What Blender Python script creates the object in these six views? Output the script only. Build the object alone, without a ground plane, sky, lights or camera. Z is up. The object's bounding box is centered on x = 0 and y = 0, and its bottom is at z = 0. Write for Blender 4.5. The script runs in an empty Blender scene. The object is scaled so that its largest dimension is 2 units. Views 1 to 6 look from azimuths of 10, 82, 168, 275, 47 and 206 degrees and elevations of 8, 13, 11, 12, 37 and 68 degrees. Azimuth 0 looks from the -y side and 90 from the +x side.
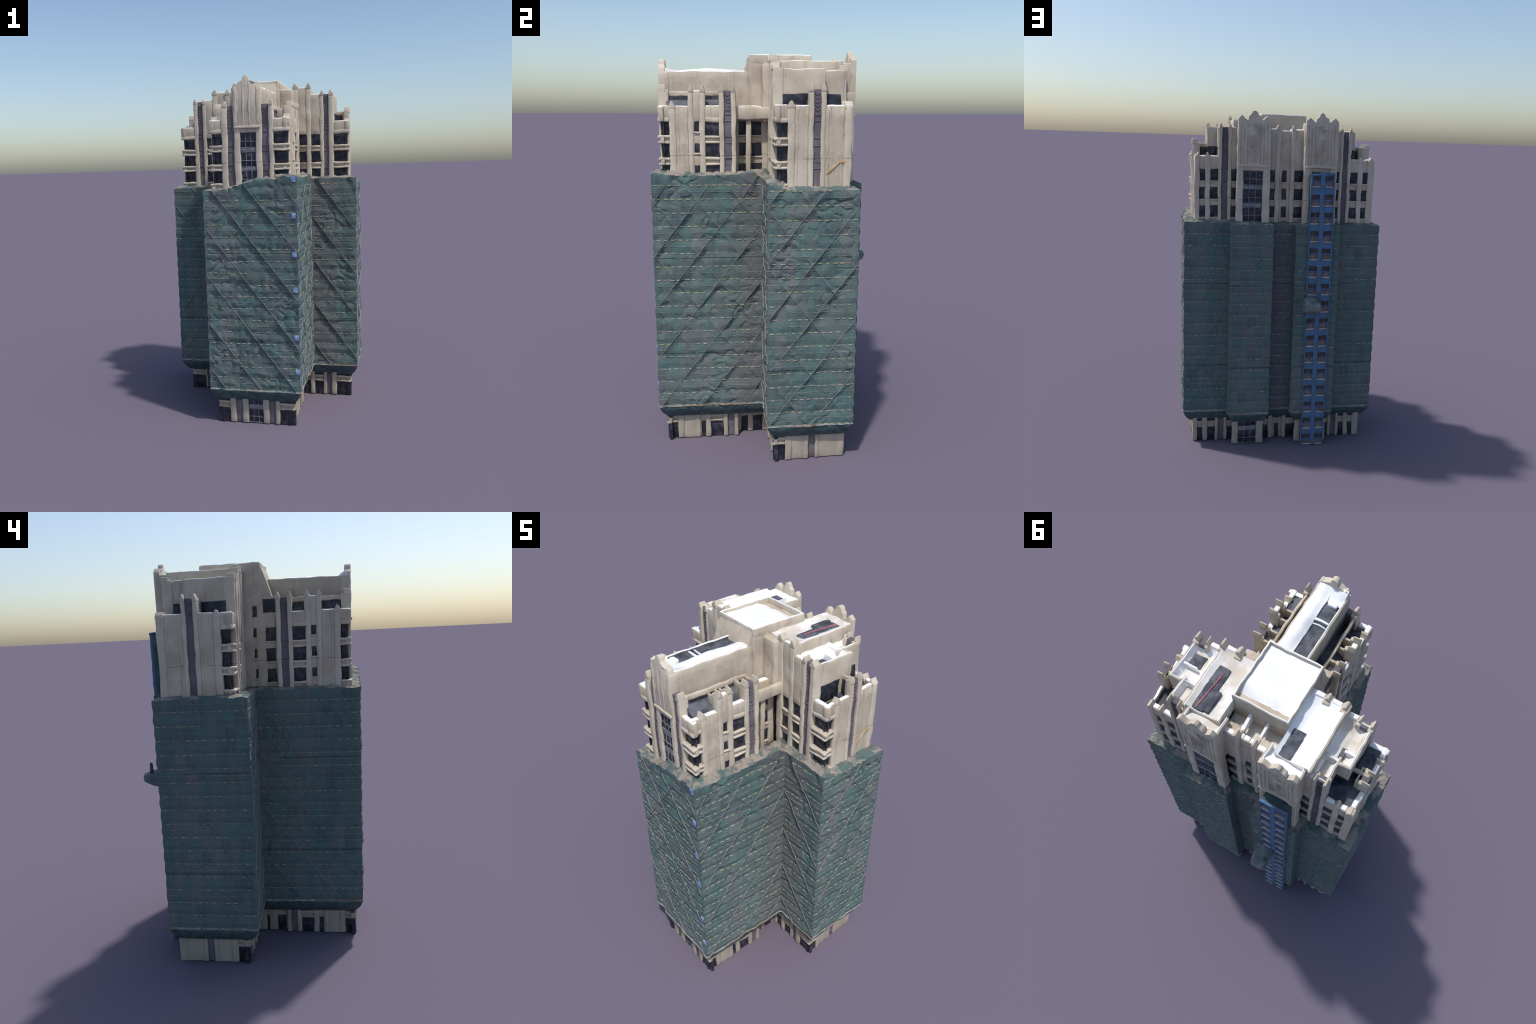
# A high-rise apartment tower with a stepped cream crown, its shaft wrapped in
# green scaffold netting.  Everything is laid out in the building's own frame
# (p across the wings, q front to back, z up); the root turns it by TURN.
import bpy, math, random
from mathutils import Vector, noise

random.seed(7)
TURN = math.radians(-3.4)

# ------------------------------------------------------------------ materials
class Nodes:
    """small helper for writing shader graphs"""
    def __init__(self, name, rough=0.85, spec=0.25):
        m = bpy.data.materials.new(name)
        m.use_nodes = True
        self.m, self.t = m, m.node_tree
        self.b = self.t.nodes['Principled BSDF']
        self.b.inputs['Roughness'].default_value = rough
        self.b.inputs['Specular IOR Level'].default_value = spec
        self.co = self.t.nodes.new('ShaderNodeTexCoord').outputs['Object']
        self._xyz = None
    def new(self, kind, **kw):
        n = self.t.nodes.new(kind)
        for k, v in kw.items():
            setattr(n, k, v)
        return n
    def put(self, sock, v):
        if hasattr(v, 'is_output') or hasattr(v, 'links'):
            self.t.links.new(v, sock)
        else:
            sock.default_value = v
    def xyz(self, i):
        if self._xyz is None:
            s = self.new('ShaderNodeSeparateXYZ')
            self.put(s.inputs[0], self.co)
            self._xyz = s
        return self._xyz.outputs[i]
    def math(self, op, a, b=0.0, c=0.0, clamp=False):
        n = self.new('ShaderNodeMath', operation=op, use_clamp=clamp)
        for s, v in zip(n.inputs, (a, b, c)):
            self.put(s, v)
        return n.outputs[0]
    def noise(self, scale=(1, 1, 1), s=1.0, detail=3.0, rough=0.55, off=(0, 0, 0)):
        mp = self.new('ShaderNodeMapping')
        mp.inputs['Scale'].default_value = scale
        mp.inputs['Location'].default_value = off
        self.put(mp.inputs['Vector'], self.co)
        n = self.new('ShaderNodeTexNoise')
        self.put(n.inputs['Vector'], mp.outputs[0])
        n.inputs['Scale'].default_value = s
        n.inputs['Detail'].default_value = detail
        n.inputs['Roughness'].default_value = rough
        return n.outputs['Fac']
    def ramp(self, f, lo, hi):
        n = self.new('ShaderNodeMapRange', interpolation_type='SMOOTHSTEP')
        self.put(n.inputs[0], f)
        n.inputs[1].default_value, n.inputs[2].default_value = lo, hi
        return n.outputs[0]
    def mix(self, f, a, b):
        n = self.new('ShaderNodeMix', data_type='RGBA')
        self.put(n.inputs[0], f)
        for s, v in ((n.inputs[6], a), (n.inputs[7], b)):
            self.put(s, (*v, 1.0) if isinstance(v, tuple) and len(v) == 3 else v)
        return n.outputs[2]
    def line(self, coord, pitch, width, shift=0.0):
        """1 on thin stripes repeated along a coordinate"""
        f = self.math('FRACT', self.math('DIVIDE', self.math('ADD', coord, shift), pitch))
        d = self.math('ABSOLUTE', self.math('SUBTRACT', f, 0.5))
        return self.ramp(d, 0.5 * width / pitch, 0.12 * width / pitch)
    def bump(self, h, strength, dist):
        n = self.new('ShaderNodeBump')
        n.inputs['Strength'].default_value = strength
        n.inputs['Distance'].default_value = dist
        self.put(n.inputs['Height'], h)
        self.put(self.b.inputs['Normal'], n.outputs[0])
    def done(self, col):
        self.put(self.b.inputs['Base Color'], (*col, 1.0) if isinstance(col, tuple) else col)
        return self.m


def wall_material(name, base, pale, dirt, amount=0.45):
    n = Nodes(name, 0.88, 0.2)
    c = n.mix(n.ramp(n.noise(s=7.0, detail=4), 0.36, 0.66), base, pale)
    streak = n.ramp(n.noise(scale=(42, 42, 4), s=1.0, detail=4, rough=0.6), 0.52, 0.78)
    c = n.mix(n.math('MULTIPLY', streak, amount), c, dirt)
    blot = n.ramp(n.noise(s=22.0, detail=5, rough=0.65, off=(3, 1, 2)), 0.56, 0.74)
    c = n.mix(n.math('MULTIPLY', blot, amount * 0.7), c, dirt)
    seam = n.line(n.xyz(2), 0.5, 0.0035, 0.25)
    broken = n.ramp(n.noise(s=11.0, detail=2), 0.42, 0.5)
    c = n.mix(n.math('MULTIPLY', n.math('MULTIPLY', seam, broken), 0.75), c, (0.05, 0.045, 0.045))
    vor = n.new('ShaderNodeTexVoronoi', feature='F1')
    n.put(vor.inputs['Vector'], n.co)
    vor.inputs['Scale'].default_value = 19.0
    sep = n.new('ShaderNodeSeparateColor')
    n.put(sep.inputs[0], vor.outputs['Color'])
    c = n.mix(n.math('MULTIPLY', n.ramp(sep.outputs[0], 0.55, 1.0), amount * 0.45), c, dirt)     # faint darker tint, cell by cell
    h = n.math('ADD', n.math('MULTIPLY', vor.outputs['Distance'], 0.7), n.noise(s=60.0, detail=5, rough=0.7))
    n.bump(h, 0.3, 0.004)
    return n.done(c)


def grain(name, a, b, rough=0.8, spec=0.25, s=30.0, lo=0.38, hi=0.64):
    n = Nodes(name, rough, spec)
    c = n.mix(n.ramp(n.noise(s=s, detail=4, rough=0.6), lo, hi), a, b)
    n.bump(n.noise(s=s * 2, detail=3), 0.2, 0.003)
    return n.done(c)


def net_material(name, axis):
    """woven green sheet: teal with grey weathering, pole shadows showing through"""
    n = Nodes(name, 0.82, 0.2)
    u, z = n.xyz(axis), n.xyz(2)
    stretch = (1, 1, 0.16)
    big = n.ramp(n.noise(scale=stretch, s=7.5, detail=4, rough=0.6), 0.36, 0.60)
    c = n.mix(big, TEAL, NET_GREY)
    # sheet-by-sheet difference in tint
    cell = n.new('ShaderNodeCombineXYZ')
    n.put(cell.inputs[0], n.math('FLOOR', n.math('DIVIDE', u, 0.049)))
    n.put(cell.inputs[1], n.math('FLOOR', n.math('DIVIDE', z, 0.0675)))
    wn = n.new('ShaderNodeTexWhiteNoise', noise_dimensions='2D')
    n.put(wn.inputs[0], cell.outputs[0])
    c = n.mix(n.math('MULTIPLY', n.ramp(wn.outputs[0], 0.45, 1.0), 0.62), c, TEAL_BRIGHT)
    c = n.mix(n.math('MULTIPLY', n.ramp(wn.outputs[0], 0.3, 0.0), 0.45), c, NET_DARK)
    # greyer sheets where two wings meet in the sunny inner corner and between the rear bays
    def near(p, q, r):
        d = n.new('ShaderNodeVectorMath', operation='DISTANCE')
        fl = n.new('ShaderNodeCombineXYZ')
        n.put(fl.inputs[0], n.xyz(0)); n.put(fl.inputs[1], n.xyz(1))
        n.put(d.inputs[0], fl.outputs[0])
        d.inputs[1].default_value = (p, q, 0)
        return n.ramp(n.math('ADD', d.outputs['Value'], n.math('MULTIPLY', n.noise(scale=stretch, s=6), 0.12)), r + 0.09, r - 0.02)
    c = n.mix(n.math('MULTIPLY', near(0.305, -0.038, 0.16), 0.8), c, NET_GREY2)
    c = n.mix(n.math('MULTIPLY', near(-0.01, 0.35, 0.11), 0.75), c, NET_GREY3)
    # uprights and ledgers showing through the weave
    tint = n.ramp(n.noise(s=14.0, detail=2), 0.4, 0.65)
    up = n.mix(tint, (0.20, 0.17, 0.12), (0.15, 0.18, 0.18))
    c = n.mix(n.math('MULTIPLY', n.line(u, 0.049, 0.0042), 0.55), c, up)
    c = n.mix(n.math('MULTIPLY', n.line(z, 0.0675, 0.030, 0.009), 0.16), c, NET_DARK)
    weave = n.noise(scale=(1, 1, 1), s=150.0, detail=2)
    c = n.mix(n.math('MULTIPLY', n.ramp(weave, 0.45, 0.75), 0.3), c, NET_DARK)
    seam = n.line(z, 0.5, 0.006, 0.25)
    c = n.mix(n.math('MULTIPLY', n.math('MULTIPLY', seam, n.ramp(n.noise(s=5.0), 0.38, 0.46)), 0.8), c, (0.012, 0.014, 0.017))
    n.bump(weave, 0.3, 0.003)
    return n.done(c)


TEAL = (0.083, 0.136, 0.131)
TEAL_BRIGHT = (0.078, 0.168, 0.151)
NET_GREY = (0.140, 0.160, 0.160)
NET_GREY2 = (0.130, 0.134, 0.135)
NET_GREY3 = (0.110, 0.108, 0.122)
NET_DARK = (0.058, 0.092, 0.098)

CREAM = wall_material('cream_render', (0.470, 0.408, 0.322), (0.555, 0.493, 0.402), (0.30, 0.245, 0.195), 0.6)
CREAM_TRIM = wall_material('cream_trim', (0.515, 0.452, 0.362), (0.595, 0.532, 0.440), (0.35, 0.29, 0.22), 0.35)
BASE_CREAM = wall_material('base_render', (0.36, 0.315, 0.255), (0.42, 0.37, 0.305), (0.24, 0.205, 0.17), 0.4)
GABLE_SHADE = wall_material('cream_darker', (0.37, 0.315, 0.25), (0.44, 0.38, 0.31), (0.26, 0.215, 0.17), 0.5)  # darker cream used for the ribs and chevrons of the rear gables
ROOF_WHITE = grain('roof_white', (0.78, 0.79, 0.80), (0.90, 0.90, 0.88), s=9)
ROOF_CREAM = grain('roof_cream', (0.58, 0.53, 0.46), (0.76, 0.74, 0.71), s=8)
DECK_DARK = grain('deck_bitumen', (0.055, 0.062, 0.078), (0.125, 0.130, 0.150), s=20)
STRIP = wall_material('strip_cladding', (0.135, 0.122, 0.140), (0.175, 0.160, 0.180), (0.09, 0.080, 0.095), 0.5)
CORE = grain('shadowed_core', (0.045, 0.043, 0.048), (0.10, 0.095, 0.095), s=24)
GLASS = grain('window_glass', (0.016, 0.019, 0.030), (0.085, 0.082, 0.100), rough=0.4, spec=0.35, s=34, lo=0.42, hi=0.78)
FRAME = grain('window_frame_metal', (0.17, 0.17, 0.19), (0.25, 0.25, 0.28), s=30)
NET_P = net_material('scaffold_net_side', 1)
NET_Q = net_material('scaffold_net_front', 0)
SKIRT = grain('net_skirt', (0.045, 0.078, 0.086), (0.078, 0.112, 0.116), s=26)
POLE = grain('scaffold_pole', (0.23, 0.235, 0.245), (0.31, 0.305, 0.31), s=40)
LEDGER = grain('ledger_pole', (0.14, 0.185, 0.18), (0.265, 0.265, 0.255), s=24)
YELLOW = grain('toe_board_yellow', (0.31, 0.285, 0.14), (0.42, 0.39, 0.23), s=30)
PALE = grain('toe_board_pale', (0.25, 0.255, 0.23), (0.38, 0.375, 0.34), s=30)
RUST = grain('toe_board_rust', (0.25, 0.18, 0.12), (0.30, 0.22, 0.17), s=30)
BLUE = grain('hoist_blue', (0.095, 0.145, 0.215), (0.080, 0.185, 0.34), s=40)
BLUE_DULL = grain('hoist_rail_blue', (0.085, 0.105, 0.20), (0.13, 0.14, 0.25), s=40)
HOIST_BACK = grain('hoist_interior', (0.055, 0.045, 0.048), (0.095, 0.080, 0.080), s=40)
HOIST_FLOOR = grain('hoist_gate', (0.13, 0.105, 0.10), (0.20, 0.165, 0.155), s=40)
SILL = grain('hoist_sill', (0.34, 0.32, 0.31), (0.46, 0.43, 0.41), s=40)
SIGN = grain('sign_blue', (0.14, 0.23, 0.46), (0.36, 0.43, 0.60), rough=0.5, s=55, lo=0.45, hi=0.62)
ORANGE = grain('strap_orange', (0.46, 0.30, 0.12), (0.50, 0.41, 0.27), s=30)
PINK = grain('rail_red', (0.42, 0.12, 0.14), (0.52, 0.18, 0.19), s=30)
PLATFORM = grain('platform_tarp', (0.11, 0.15, 0.17), (0.22, 0.22, 0.215), s=16)


def debris_material():
    n = Nodes('scaffold_deck_debris', 0.9, 0.15)
    c = n.mix(n.ramp(n.noise(s=13.0, detail=5, rough=0.65), 0.42, 0.58), (0.095, 0.140, 0.132), (0.285, 0.255, 0.22))
    c = n.mix(n.math('MULTIPLY', n.ramp(n.noise(s=34.0, detail=4, off=(2, 5, 1)), 0.52, 0.66), 0.7), c, (0.11, 0.105, 0.115))
    n.bump(n.noise(s=50.0, detail=4), 0.5, 0.006)
    return n.done(c)
DEBRIS = debris_material()

# ------------------------------------------------------------------ building helpers
root = bpy.data.objects.new('apartment_tower', None)
bpy.context.scene.collection.objects.link(root)
root.rotation_euler = (0, 0, TURN)
root['label'] = 'stepped cream apartment tower, shaft wrapped in green scaffold netting'
root['category'] = 'high-rise building'


def warp(v):
    """the slight waviness of the whole body; every part shares it so joints stay closed"""
    a = noise.noise_vector(Vector((v[0] * 9 + 3, v[1] * 9, v[2] * 9)))
    b = noise.noise_vector(Vector((v[0] * 26, v[1] * 26 + 7, v[2] * 26)))
    k = min(1.0, v[2] / 0.03)
    e = min(max((v[0] - 0.475) / 0.055, 0), 1)          # the east end wall stands slightly askew
    e *= 0.013 + 0.072 * min(max(v[1], 0), 0.36)
    if v[2] < 0.2 and v[0] < -0.45:                   # the west podium sits a little further in
        e = -0.012
    return Vector((v[0] - e + a[0] * 0.0035 + b[0] * 0.0040, v[1] + a[1] * 0.0035 + b[1] * 0.0040,
                   v[2] + k * (a[2] * 0.003 + b[2] * 0.0036)))


class Mesh:
    def __init__(self):
        self.v, self.f, self.mi = [], [], []
    def grid(self, rows, mi=0, flip=False):
        """rows of points -> quads"""
        o, w = len(self.v), len(rows[0])
        for r in rows:
            self.v += [tuple(p) for p in r]
        for i in range(len(rows) - 1):
            for j in range(w - 1):
                q = (o + i * w + j, o + i * w + j + 1, o + (i + 1) * w + j + 1, o + (i + 1) * w + j)
                self.f.append(q[::-1] if flip else q)
                self.mi.append(mi)
    def box(self, lo, hi, r=0.004, step=0.028, mi=0, shape=None):
        """rounded box, subdivided finely enough to take the warp"""
        lo = [min(a, b) for a, b in zip(lo, hi)], [max(a, b) for a, b in zip(lo, hi)]
        lo, hi = lo
        r = min(r, 0.45 * min(hi[i] - lo[i] for i in range(3)))
        ticks = []
        for i in range(3):
            n = max(1, int(round((hi[i] - lo[i] - 2 * r) / step)))
            ticks.append([lo[i]] + [lo[i] + r + (hi[i] - lo[i] - 2 * r) * k / n for k in range(n + 1)] + [hi[i]])
        def rnd(pt):
            c = [min(max(pt[i], lo[i] + r), hi[i] - r) for i in range(3)]
            d = Vector([pt[i] - c[i] for i in range(3)])
            if d.length > 1e-9:
                d = d.normalized() * r
            q = Vector(c) + d
            return shape(q) if shape else q
        for ax in range(3):
            a, b = [(1, 2), (2, 0), (0, 1)][ax]
            for side in (0, 1):
                val = hi[ax] if side else lo[ax]
                rows = []
                for tb in ticks[b]:
                    row = []
                    for ta in ticks[a]:
                        p = [0, 0, 0]
                        p[ax], p[a], p[b] = val, ta, tb
                        row.append(rnd(p))
                    rows.append(row)
                self.grid(rows, mi, flip=not side)
    def prism(self, poly, to3, d0, d1, mi=0):
        """outline (u, z) extruded from depth d0 to d1; to3(u, d, z) places it"""
        o, n = len(self.v), len(poly)
        for d in (d0, d1):
            self.v += [tuple(to3(u, d, z)) for u, z in poly]
        self.f += [tuple(o + i for i in range(n)), tuple(o + n + i for i in range(n - 1, -1, -1))]
        self.mi += [mi, mi]
        for i in range(n):
            j = (i + 1) % n
            self.f.append((o + i, o + n + i, o + n + j, o + j))
            self.mi.append(mi)
    def make(self, name, mats, parent=None, warped=True, smooth=48, kind=None, weld=1e-5, bevel=0):
        vs = [warp(v) for v in self.v] if warped else self.v
        me = bpy.data.meshes.new(name)
        me.from_pydata([tuple(v) for v in vs], [], self.f)
        for m in mats if isinstance(mats, (list, tuple)) else [mats]:
            me.materials.append(m)
        me.polygons.foreach_set('material_index', self.mi)
        import bmesh
        bm = bmesh.new()
        bm.from_mesh(me)
        bmesh.ops.remove_doubles(bm, verts=bm.verts, dist=weld)
        bmesh.ops.recalc_face_normals(bm, faces=bm.faces)
        if bevel:
            es = [e for e in bm.edges if len(e.link_faces) == 2 and e.calc_face_angle(0) > 0.5]
            bmesh.ops.bevel(bm, geom=es, offset=bevel, segments=2, affect='EDGES', profile=0.6, clamp_overlap=True)
        bm.to_mesh(me)
        bm.free()
        me.polygons.foreach_set('use_smooth', [True] * len(me.polygons))
        me.set_sharp_from_angle(angle=math.radians(smooth))
        ob = bpy.data.objects.new(name, me)
        bpy.context.scene.collection.objects.link(ob)
        ob.parent = parent or root
        if kind:
            ob['kind'] = kind
        return ob


class Face:
    """an upright facade plane: u runs along it, d points out of it"""
    def __init__(self, axis, at, out):
        self.axis, self.at, self.out = axis, at, out
    def p3(self, u, d, z):
        w = self.at + self.out * d
        return Vector((u, w, z)) if self.axis == 'q' else Vector((w, u, z))
    def box(self, m, u0, u1, d0, d1, z0, z1, **kw):
        m.box(self.p3(u0, d0, z0), self.p3(u1, d1, z1), **kw)


FRONT_STEM, RIGHT_STEM, LEFT_STEM = Face('q', -0.535, -1), Face('p', 0.251, 1), Face('p', -0.187, -1)
NOTCH_R, NOTCH_L = Face('p', 0.160, 1), Face('p', -0.160, -1)
FRONT_WING, BACK_WING = Face('q', 0.0, -1), Face('q', 0.348, 1)
RIGHT_WING, LEFT_WING = Face('p', 0.541, 1), Face('p', -0.541, -1)
BAY, MID_RECESS = Face('q', 0.41, 1), Face('q', 0.336, 1)

LOW, MID, TALL, HIGH = 1.735, 1.81, 1.90, 1.945
TOPS = (1.662, 1.558, 1.454)
BASE_TOPS = (0.194, 0.087)

# facade columns: (u0, u1, kind, top, finial height or lintel style)
SIDE_STEM = [
    (-0.537, -0.487, 'balcony', LOW, 0), (-0.487, -0.455, 'pier', LOW + 0.003, 1.757), (-0.455, -0.393, 'wall', LOW, 0),
    (-0.393, -0.370, 'pier', MID, 1.834), (-0.370, -0.337, 'small', MID - 0.006, 0), (-0.337, -0.312, 'pier', MID, 1.834),
    (-0.312, -0.246, 'balcony', LOW, 0), (-0.246, -0.222, 'pier', MID, 1.834), (-0.222, -0.187, 'strip', MID - 0.002, 0),
    (-0.187, -0.165, 'pier', MID, 1.834)]
LAYOUT = [
    (FRONT_STEM, [
        (-0.187, -0.118, 'balcony', LOW - 0.005, 0), (-0.118, -0.085, 'pier', 1.812, 1.837), (-0.085, -0.046, 'strip', 1.808, 0),
        (-0.046, -0.012, 'pier', 1.90, 0), (-0.012, 0.077, 'bay', 1.695, 0), (0.077, 0.111, 'pier', 1.90, 0),
        (0.111, 0.150, 'strip', 1.810, 0), (0.150, 0.175, 'pier', 1.815, 1.838), (0.175, 0.264, 'balcony', LOW - 0.005, 0)]),
    (RIGHT_STEM, SIDE_STEM), (LEFT_STEM, SIDE_STEM),
    (NOTCH_R, [(-0.170, -0.150, 'wall', LOW, 0), (-0.150, -0.108, 'plain', LOW, 0), (-0.108, -0.085, 'wall', LOW, 0),
               (-0.085, -0.030, 'plain', LOW, 0), (-0.030, 0.0, 'wall', LOW, 0)]),
    (NOTCH_L, [(-0.170, -0.160, 'wall', 1.737, 0), (-0.160, -0.106, 'plain', 1.737, 0), (-0.106, -0.066, 'wall', 1.737, 0),
               (-0.066, -0.043, 'small', 1.79, 0), (-0.043, 0.0, 'wall', 1.79, 0)]),
    (FRONT_WING, [
        (0.186, 0.224, 'pier', HIGH, 1.974), (0.224, 0.272, 'plain', HIGH, 0), (0.272, 0.301, 'pier', HIGH, 1.971),
        (0.301, 0.356, 'balcony', TALL, 0), (0.356, 0.378, 'pier', TALL + 0.003, 1.925), (0.378, 0.409, 'strip', TALL, 0),
        (0.409, 0.440, 'pier', TALL + 0.003, 1.925), (0.440, 0.547, 'balcony', LOW, 0),
        (-0.547, -0.455, 'balcony', LOW, 0), (-0.455, -0.430, 'pier', TALL, 1.915), (-0.430, -0.396, 'strip', TALL - 0.003, 0),
        (-0.396, -0.374, 'pier', TALL, 1.914), (-0.374, -0.328, 'balcony', TALL, 0), (-0.328, -0.292, 'pier', HIGH, 1.962),
        (-0.292, -0.247, 'plain', HIGH - 0.002, 0), (-0.247, -0.214, 'pier', HIGH, 1.963), (-0.214, -0.130, 'wall', HIGH, 0)]),
    (RIGHT_WING, [
        (-0.002, 0.055, 'balcony', LOW, 0), (0.055, 0.089, 'pier', LOW + 0.003, 1.757), (0.089, 0.152, 'wall', LOW, 0),
        (0.152, 0.175, 'pier', MID, 1.832), (0.175, 0.208, 'strip', MID - 0.002, 0), (0.208, 0.229, 'pier', MID, 1.832),
        (0.229, 0.318, 'wall', LOW, 0), (0.318, 0.350, 'pier', LOW + 0.006, 0)]),
    (LEFT_WING, [
        (-0.002, 0.052, 'balcony', LOW, 0), (0.052, 0.086, 'pier', LOW, 1.750), (0.086, 0.155, 'wall', LOW, 0),
        (0.155, 0.177, 'pier', MID - 0.003, 1.825), (0.177, 0.212, 'strip', MID - 0.005, 0), (0.212, 0.232, 'pier', MID - 0.003, 1.825),
        (0.232, 0.318, 'wall', LOW, 0), (0.318, 0.350, 'pier', LOW + 0.006, 0)]),
    (BACK_WING, [
        (0.492, 0.547, 'pier', LOW + 0.002, 1.757), (0.449, 0.492, 'plain', LOW, 0), (0.420, 0.449, 'pier', LOW + 0.002, 1.755),
        (0.374, 0.420, 'plain', LOW, 0), (0.354, 0.374, 'pier', TALL, 1.922), (0.318, 0.354, 'strip', TALL, 0),
        (0.298, 0.318, 'pier', TALL, 1.923), (0.262, 0.298, 'plain', TALL, 0),
        (0.045, 0.092, 'plain', TALL - 0.003, 0), (0.018, 0.045, 'pier', TALL, 1.925), (-0.070, -0.045, 'pier', TALL, 1.923),
        (-0.125, -0.070, 'plain', TALL - 0.003, 0), (-0.335, -0.298, 'plain', TALL - 0.003, 0), (-0.354, -0.335, 'pier', TALL, 1.915),
        (-0.385, -0.354, 'strip', TALL - 0.004, 0), (-0.405, -0.385, 'pier', TALL, 1.917), (-0.449, -0.405, 'plain', LOW, 0),
        (-0.478, -0.449, 'pier', LOW + 0.002, 1.752), (-0.509, -0.478, 'plain', LOW, 0), (-0.547, -0.509, 'pier', LOW + 0.002, 1.750)]),
    (BAY, [(0.236, 0.273, 'pier', 1.80, 0), (0.126, 0.236, 'bay', 1.695, 0), (0.083, 0.126, 'pier', 1.80, 0),
           (-0.155, -0.114, 'pier', 1.80, 0), (-0.264, -0.155, 'bay', 1.695, 0), (-0.306, -0.264, 'pier', 1.80, 0)]),
    (MID_RECESS, [(-0.046, -0.028, 'wall', TALL - 0.01, 0), (-0.028, 0.004, 'plain', TALL - 0.01, 0), (0.004, 0.020, 'wall', TALL - 0.01, 0)]),
]

walls, base = Mesh(), Mesh()
wall_ob = Mesh()          # placeholder parents are made below, once the meshes are filled
coping = []
pieces = []               # (name, Mesh, material, which parent)


def piece(name, mat, group, fill, **kw):
    m = Mesh()
    fill(m)
    pieces.append((name, m, mat, group, kw))


def finial(face, u, w, ztop, depth):
    """house-shaped cap with a stepped, rounded ridge running in from the facade"""
    z0 = ztop - 0.034
    h = 0.5 * w
    poly = [(u - h, z0), (u + h, z0), (u + h * 0.98, z0 + 0.012), (u + h * 0.55, z0 + 0.022), (u + h * 0.30, ztop - 0.002),
            (u, ztop), (u - h * 0.30, ztop - 0.002), (u - h * 0.55, z0 + 0.022), (u - h * 0.98, z0 + 0.012)]
    def fill(m):
        m.prism(poly, face.p3, 0.006, -depth)
    piece('finial', CREAM_TRIM, 'crown', fill, bevel=0.0022)


def window(face, u0, u1, z0, z1, group, panes=0, sink=0.0):
    piece('window', GLASS, group, lambda m: face.box(m, u0 - 0.003, u1 + 0.003, -0.0245, -0.0065 - sink, z0 - 0.004, z1 + 0.004, r=0.001, step=0.05))
    if panes:
        def fr(m):
            for k in range(panes + 1):
                u = u0 + (u1 - u0) * k / panes
                face.box(m, u - 0.0016, u + 0.0016, -0.007, -0.0035, z0, z1, r=0.0008, step=0.05)
            for zz in (z0 + 0.001, z0 + 0.42 * (z1 - z0), z1 - 0.001):
                face.box(m, u0, u1, -0.0072, -0.003, zz - 0.0015, zz + 0.0015, r=0.0008, step=0.05)
        piece('window_frame', FRAME, group, fr)


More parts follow.
